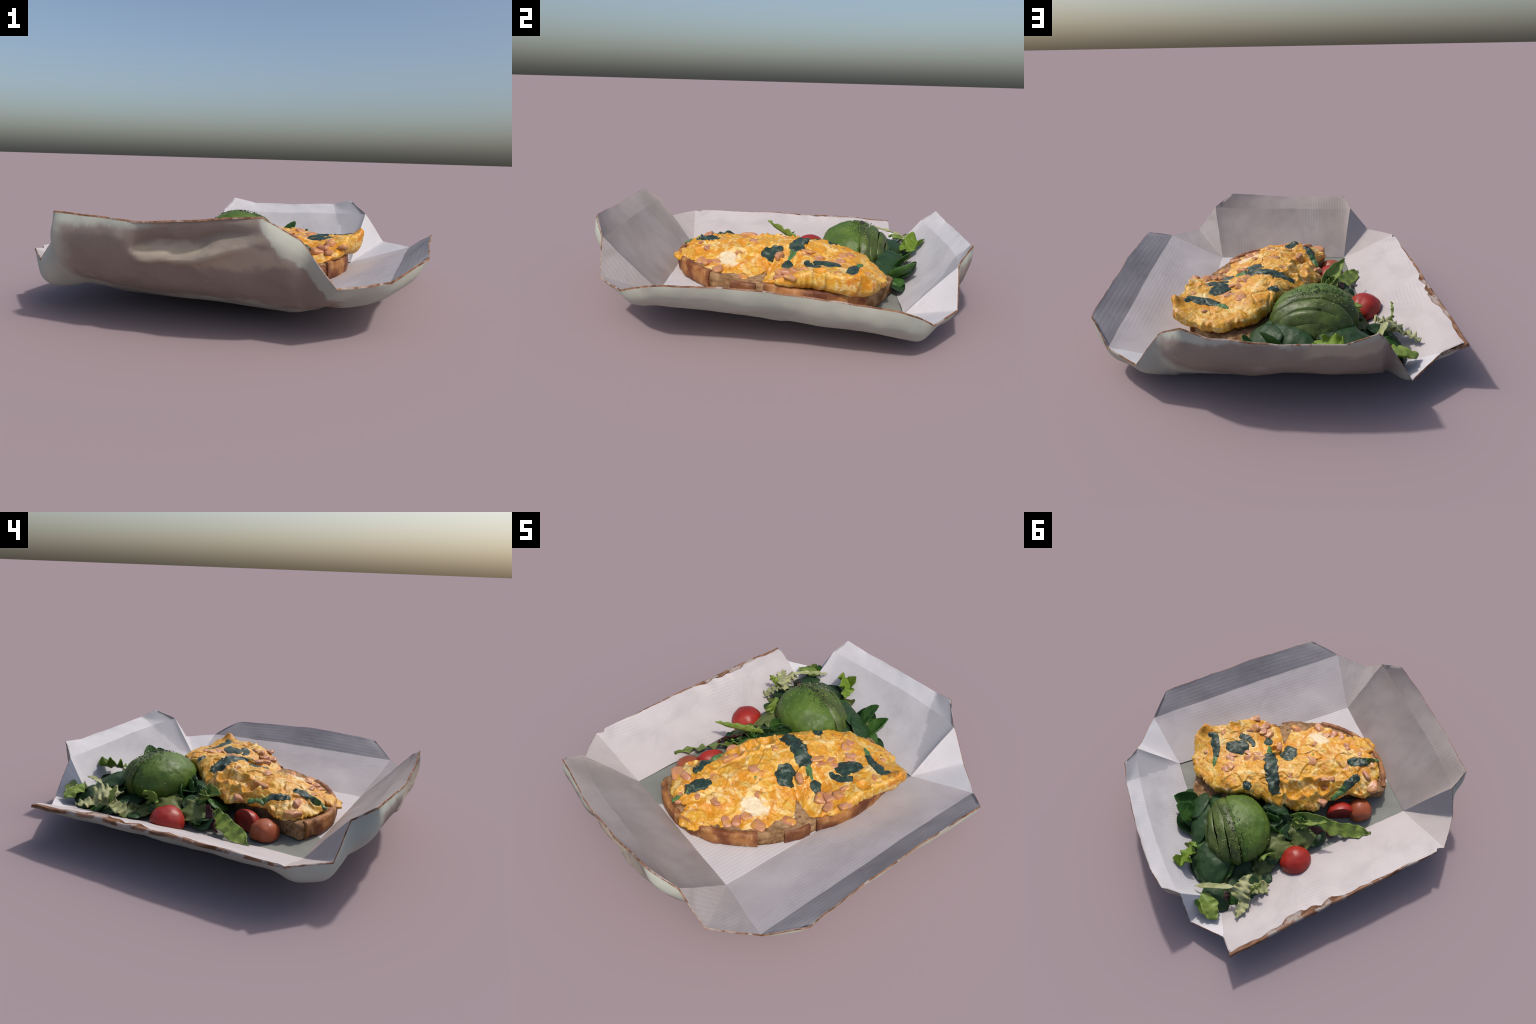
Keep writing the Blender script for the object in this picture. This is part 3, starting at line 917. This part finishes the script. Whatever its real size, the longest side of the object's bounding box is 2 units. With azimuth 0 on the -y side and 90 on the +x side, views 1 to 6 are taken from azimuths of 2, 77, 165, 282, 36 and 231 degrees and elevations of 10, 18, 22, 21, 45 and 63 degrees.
cuts = [-.999, .10, .38, .64, .86, .999]
for si in range(len(cuts) - 1):
    s0, s1 = cuts[si], cuts[si + 1]
    ns = 46 if si == 0 else 14
    ph = np.linspace(0, 2 * math.pi, 120, endpoint=False)
    sv = np.linspace(s0, s1, ns)
    lift = np.zeros(ns) if si == 0 else .030 + .062 * np.sin(math.pi * np.clip(np.linspace(.04, 1.04, ns), 0, 1)) ** .7
    tail = np.zeros(ns)
    tail[-3:] = [.006, .02, .05] if si == 0 else [0, 0, 0]
    Sg, Pg = np.meshgrid(sv, ph)
    wav = .035 * np.sin(Pg * 2 + si * 1.3) * (abs(Sg) < .95)
    V = avo_point(np.clip(Sg + wav * (np.abs(Sg) < .93), -.999, .999), Pg, (1.0 if si == 0 else (.945, .93, .935, .94)[si - 1]) + lift[None] - tail[None]).reshape(-1, 3)
    d = V - AC
    d /= np.linalg.norm(d, axis=1)[:, None]
    am = fbm(V, 8, 3, 600) * .011 + fbm(V, 24, 3, 601) * .005 + .003 * np.sin(Sg.reshape(-1) * 17 + 2.5 * np.sin(Pg.reshape(-1) * 1.5)) * np.clip((Sg.reshape(-1) + .15) / .3, 0, 1) + np.maximum(0, vnoise(V, 34, 605) - .45) * .010 * (si == 0)
    V = V + d * am[:, None]
    off = {0: 0, 1: -.004, 2: -.008, 3: -.014, 4: -.018}[si]
    V[:, 2] += off
    F = grid_faces(120, ns, True)
    n0 = len(V)
    V = np.vstack([V, V.reshape(120, ns, 3)[:, 0].mean(0), V.reshape(120, ns, 3)[:, -1].mean(0)])
    for i in range(120):
        j = (i + 1) % 120
        F.append((n0, j * ns, i * ns))
        F.append((n0 + 1, i * ns + ns - 1, j * ns + ns - 1))
    V[:, 2] = np.maximum(V[:, 2], floor_z(V[:, 0], V[:, 1]) + .006)
    mesh("avocado_piece" if si == 0 else "avocado_slice", V, F, AVO if si == 0 else AVO2, avo, sharp=60)


def grains(name, n, mat, spread, size, seed):
    g = np.random.default_rng(seed)
    V, F = [], []
    for i in range(n):
        s = np.clip(g.normal(spread[0], spread[1]), -.9, .95)
        phi = np.clip(g.normal(math.pi / 2 + spread[3], spread[2]), .1, 3.0)
        p = avo_point(A([s]), A([phi]), 1.0)[0]
        p = p + (p - AC) / np.linalg.norm(p - AC) * .004
        r = size * g.uniform(.5, 1.3)
        b0 = len(V)
        R3 = g.normal(size=(3, 3))
        q, _ = np.linalg.qr(R3)
        oct_ = A([(1, 0, 0), (-1, 0, 0), (0, 1, 0), (0, -1, 0), (0, 0, 1), (0, 0, -1)]) @ q * r * g.uniform(.7, 1.2, (6, 1))
        V += list(p + oct_)
        F += [tuple(b0 + t_ for t_ in f) for f in ((0, 2, 4), (2, 1, 4), (1, 3, 4), (3, 0, 4), (2, 0, 5), (1, 2, 5), (3, 1, 5), (0, 3, 5))]
    ob = mesh(name, V, F, mat, avo)
    ob["kind"] = "stuff"


grains("ground_pepper", 130, PEPPER, (.10, .16, .40, .1), .0034, 1)
grains("salt_grains", 130, SALT, (.15, .35, .6, .2), .0026, 2)

# ------------------------------------------------------------------ tomatoes
def tomato_mat(name, a, b_):
    m = N(name, rough=.42, spec=.4)
    m.color(m.mix(m.step(m.noise(8, 4), .35, .65), a, b_)).bump(m.noise(12, 3), .08, .01)
    return m.m


TOM_RED = tomato_mat("tomato_skin", (.26, .014, .009), (.33, .026, .015))
TOM_ORANGE = tomato_mat("orange_tomato_skin", (.27, .060, .022), (.33, .080, .030))
_m = N("tomato_flesh", rough=.35, spec=.5)
_m.color(_m.mix(_m.step(_m.noise(18, 4), .4, .6), (.20, .010, .008), (.33, .022, .014))).bump(_m.noise(30, 4), .4, .008)
TOM_FLESH = _m.m


def tomato(c, r, squash, mat, label, cut=None, seed=0, flesh=None):
    """cut: (unit normal, offset in radii) keeps the half behind the plane"""
    nu, nv_ = 72, 40
    ph = np.linspace(0, 2 * math.pi, nu, endpoint=False)
    th = np.linspace(0, math.pi, nv_)
    V = A([(math.sin(t_) * math.cos(p), math.sin(t_) * math.sin(p), math.cos(t_)) for p in ph for t_ in th])
    F = grid_faces(nu, nv_, True, True)
    root = empty("cherry_tomato", label, "tomato")
    q = V * A(squash)
    q *= (1 + .10 * fbm(V, 1.3, 2, 700 + seed))[:, None]
    tv_ = V
    if cut is not None:
        n_ = A(cut[0]) / np.linalg.norm(cut[0])
        d_ = q @ n_
        over = np.maximum(0, d_ - cut[1])
        q = q - n_ * (over * .98)[:, None]
        mi = [int(np.all(A([d_[k_] for k_ in f]) > cut[1])) for f in F]
    else:
        mi = [0] * len(F)
    mesh("tomato_skin", rest(q * r + A(c), .003), F, [mat, TOM_FLESH], root, mat_index=mi, sharp=55)
    return root


tomato((-.440, .277, .096), .092, (1.0, 1.0, .92), TOM_RED, "glossy red cherry tomato half", seed=1)
tomato((-.442, -.243, .105), .074, (1.0, 1.05, 1.0), TOM_ORANGE, "small orange red tomato", seed=2)
tomato((-.385, -.130, .112), .080, (1.0, 1.0, 1.0), TOM_RED, "halved red cherry tomato showing its cut face", cut=((-.75, .55, .1), .12), seed=3)

# ------------------------------------------------------------------ salad
def leaf_mat(name, a, b_, vein, rough=.5):
    m = N(name, rough=rough, spec=.35)
    n1 = m.noise(12, 4, .6)
    c = m.mix(m.step(n1, .35, .68), a, b_)
    c = m.mix(m.math("MULTIPLY", m.step(m.voronoi(34, "DISTANCE_TO_EDGE"), .10, .02), .22), c, vein)
    info = m.new("ShaderNodeObjectInfo").outputs["Random"]
    c = m.mix(m.math("MULTIPLY", info, .22), c, tuple(v * .55 for v in a))
    m.color(c).bump(m.math("ADD", m.noise(20, 4), m.voronoi(26)), .35, .012)
    m.translucent(c, .18)
    return m.m


L_DARK = leaf_mat("spinach_green", (.020, .052, .018), (.032, .078, .026), (.06, .12, .04))
L_MID = leaf_mat("leaf_green", (.030, .095, .016), (.055, .150, .026), (.14, .24, .06))
L_LIGHT = leaf_mat("lettuce_green", (.15, .235, .035), (.24, .32, .060), (.32, .38, .13))
L_BRIGHT = leaf_mat("frilly_green", (.12, .21, .016), (.17, .27, .025), (.24, .33, .06))
L_PALE = leaf_mat("pale_frisee", (.33, .35, .14), (.46, .46, .24), (.52, .52, .34))
L_OLIVE = leaf_mat("olive_lettuce", (.085, .12, .028), (.15, .18, .055), (.2, .22, .08))
L_RED = leaf_mat("dark_red_leaf", (.050, .012, .016), (.085, .020, .024), (.12, .04, .04))
L_BROWN = leaf_mat("withered_leaf", (.030, .015, .012), (.06, .03, .024), (.1, .06, .05))

salad = empty("leaf_salad", "mixed spinach, lettuce and frisee leaves", "salad")


def leaf(name, p0, p1, lift, width, mat, side=(0, 0, 1), cup=.25, ruffle=.0, freq=9, shape="oval", frill=0.0, seed=0, n=34, m=17, thick=.0035, stalk=0, twist=0.0):
    p0, p1 = A(p0, float), A(p1, float)
    up = A(side, float)
    up /= np.linalg.norm(up)
    ctrl = (p0 + p1) / 2 + up * lift
    t = np.linspace(0, 1, n)
    cl = ((1 - t) ** 2)[:, None] * p0 + (2 * t * (1 - t))[:, None] * ctrl + (t ** 2)[:, None] * p1
    tan = np.gradient(cl, axis=0)
    tan /= np.linalg.norm(tan, axis=1)[:, None]
    sd = np.cross(tan, up)
    sd /= np.linalg.norm(sd, axis=1)[:, None]
    nn = np.cross(sd, tan)
    if twist:
        ang = twist * (t - .3)
        sd, nn = sd * np.cos(ang)[:, None] + nn * np.sin(ang)[:, None], nn * np.cos(ang)[:, None] - sd * np.sin(ang)[:, None]
    if shape == "oval":
        w = np.sin(math.pi * t ** .85) ** .62
    elif shape == "fan":
        w = np.clip(t * 1.5, 0, 1) ** .7 * np.clip((1.03 - t) * 7, 0, 1) ** .5
    elif shape == "lance":
        w = np.sin(math.pi * t ** .8) ** .9
    else:
        w = .55 + .45 * np.sin(math.pi * t)
        w = w * np.clip(np.minimum(t, 1 - t) * 9, .15, 1)
    w = np.maximum(w, .04)
    if stalk:
        w = np.where(t < stalk, .10, w)
    g = np.random.default_rng(900 + seed)
    ph = g.uniform(0, 6.28)
    s = np.linspace(-1, 1, m)
    fr = 1 + frill * A([fbm(np.stack([t * 7, 0 * t + 3 * k_, 0 * t + seed], 1), 1, 2, 30, .45) * 1.3 for k_ in (0, 1)])
    edge_w = np.where(s[None] < 0, fr[0][:, None], fr[1][:, None])
    Q = cl[:, None] + sd[:, None] * (w * width)[:, None, None] * (s[None] * edge_w)[..., None]
    bend = cup * width * (s[None] ** 2) * w[:, None]
    ruf = ruffle * (np.abs(s[None]) ** 1.6) * (np.sin(freq * t * 6.28 / 2 + ph)[:, None] * np.where(s[None] < 0, 1, -.8) + .5 * np.sin(freq * 1.7 * t * 3.1 + 2 * ph)[:, None])
    Q = Q + nn[:, None] * (bend + ruf)[..., None]
    Qf = Q.reshape(-1, 3)
    Qf = Qf + np.repeat(nn, m, 0) * (fbm(Qf, 22, 3, 800 + seed) * .006)[:, None]
    Q = Qf.reshape(n, m, 3)
    nrm_ = np.cross(np.gradient(Q, axis=0), np.gradient(Q, axis=1))
    nrm_ /= np.linalg.norm(nrm_, axis=2)[..., None] + 1e-12
    tap = thick * (1 - .6 * np.abs(s))[None, :, None]
    T, B = Q + nrm_ * tap, Q - nrm_ * tap
    ring = np.concatenate([T, B[:, ::-1]], 1)
    nr2 = 2 * m
    F = []
    for i in range(n - 1):
        for q in range(nr2):
            q2 = (q + 1) % nr2
            F.append((i * nr2 + q, i * nr2 + q2, (i + 1) * nr2 + q2, (i + 1) * nr2 + q))
    F.append(tuple(range(nr2))[::-1])
    F.append(tuple(range((n - 1) * nr2, n * nr2)))
    return mesh(name, rest(ring.reshape(-1, 3), .003), F, mat, salad)


U = (0, 0, 1)
# spinach under and around the avocado
leaf("spinach_leaf", (.20, .53, .10), (.305, .63, .225), -.03, .065, L_MID, (-.5, -.2, .8), .55, seed=1)
leaf("spinach_leaf", (.18, .50, .18), (-.02, .695, .165), .05, .085, L_DARK, (.35, .5, .8), -.35, seed=2)
leaf("spinach_leaf", (.27, .48, .12), (.11, .60, .20), .03, .085, L_DARK, (.3, .4, .85), -.2, seed=3)
leaf("spinach_leaf", (.20, .42, .14), (.05, .52, .20), .02, .07, L_DARK, (.3, .3, .9), -.2, seed=4)
leaf("spinach_leaf", (-.05, .64, .195), (-.30, .76, .150), .070, .125, L_DARK, (.15, .25, 1), -.35, .006, 5, seed=5)
leaf("spinach_leaf", (-.17, .60, .13), (-.37, .56, .09), .04, .10, L_DARK, (-.2, .2, 1), -.3, seed=6)
leaf("spinach_leaf", (-.25, .79, .16), (-.43, .77, .10), .05, .085, L_DARK, (-.1, .1, 1), -.4, seed=7)
leaf("spinach_leaf", (-.28, .70, .13), (-.43, .63, .075), .03, .08, L_DARK, U, -.2, seed=8)
leaf("spinach_leaf", (.06, .62, .08), (.22, .66, .11), .03, .08, L_DARK, (0, .3, 1), -.2, seed=9)
leaf("spinach_leaf", (.0, .64, .07), (-.22, .68, .08), .05, .12, L_DARK, (0, .2, 1), -.2, seed=10)
leaf("spinach_leaf", (-.13, .24, .13), (-.26, .16, .10), .05, .09, L_DARK, (-.2, 0, 1), -.2, seed=11)
leaf("spinach_leaf", (-.08, .24, .19), (-.235, .155, .165), .035, .075, L_DARK, (-.3, .3, 1), -.3, seed=12)
leaf("spinach_leaf", (.0, .22, .09), (-.28, .30, .085), .04, .11, L_DARK, U, -.2, seed=13)
leaf("spinach_leaf", (-.28, .20, .08), (-.40, .02, .09), .04, .10, L_DARK, U, -.1, .01, 5, seed=14)
# a tangled heap underneath: height of the pile falls off towards its edge
heap = [(.17, .58, .13), (.08, .62, .14), (-.03, .67, .15), (-.15, .70, .165), (-.26, .74, .145), (-.36, .74, .105), (-.40, .66, .115), (-.36, .56, .125), (-.34, .46, .12), (-.30, .36, .13),
        (-.24, .26, .15), (-.20, .20, .18), (-.27, .17, .16), (-.35, .25, .105), (-.36, .12, .11), (-.29, .09, .15), (-.38, .05, .10), (.24, .53, .11), (-.10, .64, .14), (-.25, .66, .14)]
hg = np.random.default_rng(31)
for i in range(44):
    hx, hy, hz = heap[i % len(heap)]
    hx, hy = hx + hg.uniform(-.04, .04), hy + hg.uniform(-.04, .04)
    ang, ln = hg.uniform(0, 6.28), hg.uniform(.055, .085)
    dz = hg.uniform(-.03, .03)
    zc = max(float(tray_z(A([hx]), A([hy]))[0]) + .02, hz * hg.uniform(.75, 1.0))
    kind = hg.choice(5, p=[.46, .24, .18, .08, .04])
    leaf(["spinach_leaf", "spinach_leaf", "lettuce_leaf", "lettuce_leaf", "lettuce_leaf"][kind],
         (hx - ln * math.cos(ang), hy - ln * math.sin(ang), zc - dz), (hx + ln * math.cos(ang), hy + ln * math.sin(ang), zc + dz), hg.uniform(.0, .035), hg.uniform(.045, .07),
         [L_DARK, L_MID, L_OLIVE, L_LIGHT, L_BRIGHT][kind], (hg.uniform(-.5, .5), hg.uniform(-.5, .5), 1), hg.uniform(-.35, .15), .0 if kind < 2 else .012, 5, "oval" if kind < 2 else "fan", .0 if kind < 2 else .18, seed=200 + i, n=24, m=13)
for k, (q0, q1, wd_) in enumerate((((-.14, .27, .13), (-.20, .215, .225), .062), ((-.20, .20, .14), (-.245, .145, .215), .055), ((-.17, .30, .12), (-.245, .27, .205), .060), ((-.12, .25, .17), (-.16, .205, .23), .05))):
    leaf("spinach_leaf", q0, q1, .02, wd_, L_DARK if k % 2 else L_MID, (-.75, .35, .55), -.25, .004, 5, seed=260 + k)
leaf("spinach_leaf", (.15, .595, .13), (.225, .655, .268), .01, .055, L_MID, (-.6, -.45, .5), .25, seed=270)
# frilly lettuce by the back wall
leaf("lettuce_leaf", (-.01, .69, .20), (-.09, .84, .222), .0, .062, L_BRIGHT, (.5, .5, .8), .2, .018, 6, "fan", .08, seed=20)
# light leaf in the open corner
leaf("lettuce_leaf", (-.275, .835, .175), (-.445, .855, .15), .04, .055, L_LIGHT, (-.5, .3, .8), -.35, .008, 6, "oval", .15, seed=21)
leaf("spinach_leaf", (-.27, .85, .11), (-.38, .84, .085), .03, .055, L_MID, (-.3, .3, .8), -.3, seed=22)
# pale frisee
leaf("frisee_leaf", (-.36, .56, .185), (-.43, .69, .185), .055, .066, L_PALE, (-.5, .1, .85), -.2, .022, 8, "fan", .45, seed=23)
leaf("frisee_leaf", (-.42, .60, .15), (-.505, .76, .155), .02, .030, L_PALE, (-.4, .1, .9), .3, .012, 9, "strip", .4, seed=24)
leaf("frisee_leaf", (-.41, .62, .15), (-.47, .50, .125), .03, .036, L_PALE, (-.4, 0, .9), .2, .012, 9, "strip", .4, seed=25)
leaf("frisee_leaf", (-.43, .60, .16), (-.46, .545, .265), .01, .020, L_LIGHT, (-.7, .2, .4), .2, .006, 7, "lance", .4, seed=26)
leaf("frisee_leaf", (-.38, .67, .235), (-.225, .84, .20), .015, .016, L_PALE, U, .3, .004, 7, "strip", .3, seed=27)
leaf("withered_leaf", (-.33, .72, .14), (-.39, .76, .12), .025, .035, L_BROWN, U, -.3, .006, 7, "oval", .3, seed=28)
# olive lettuce between avocado and the lone tomato
leaf("lettuce_leaf", (-.20, .28, .15), (-.385, .335, .12), .045, .09, L_OLIVE, (-.3, 0, 1), -.2, .016, 5, "fan", .15, seed=30)
leaf("lettuce_leaf", (-.30, .42, .10), (-.335, .39, .205), .0, .050, L_LIGHT, (-.8, .2, .2), .5, .012, 8, "fan", .3, seed=31)
leaf("lettuce_leaf", (-.26, .48, .10), (-.40, .43, .085), .02, .08, L_OLIVE, (-.3, .1, 1), .1, .014, 5, "fan", .15, seed=32)
leaf("lettuce_leaf", (-.24, .18, .16), (-.43, .15, .11), .04, .08, L_OLIVE, (-.3, .1, 1), -.2, .018, 5, "fan", .15, seed=33)
leaf("lettuce_leaf", (-.25, .12, .15), (-.33, .105, .20), .0, .055, L_MID, (-.5, .3, .5), .4, .016, 9, "fan", .3, seed=34)
leaf("lettuce_leaf", (-.36, .16, .09), (-.445, .10, .105), .02, .035, L_MID, (-.3, .2, .9), .3, .008, 7, "oval", .1, seed=35)
# long pale green lettuce running to the tomatoes
leaf("lettuce_leaf", (-.30, .09, .13), (-.60, -.195, .098), .015, .046, L_LIGHT, (-.5, .3, .8), .1, .012, 11, "strip", .25, seed=36)
leaf("red_leaf", (-.33, .09, .17), (-.47, .0, .085), .02, .022, L_RED, (-.6, .5, .5), .2, .006, 7, "lance", .2, seed=37)
leaf("spinach_leaf", (-.32, .09, .09), (-.46, .06, .085), .05, .07, L_DARK, (-.6, .3, .8), .2, seed=38)
# upright pointed leaf
leaf("lettuce_leaf", (-.225, .155, .19), (-.434, -.010, .285), -.015, .038, L_LIGHT, (-.45, .35, .8), .7, .006, 7, "lance", .12, seed=39)
leaf("lettuce_leaf", (-.25, .16, .17), (-.345, .085, .215), .0, .036, L_LIGHT, (-.5, .5, .7), .6, .008, 7, "oval", .15, seed=40)

for ob in bpy.data.objects:
    if ob.type == "MESH":
        ob.data.validate()
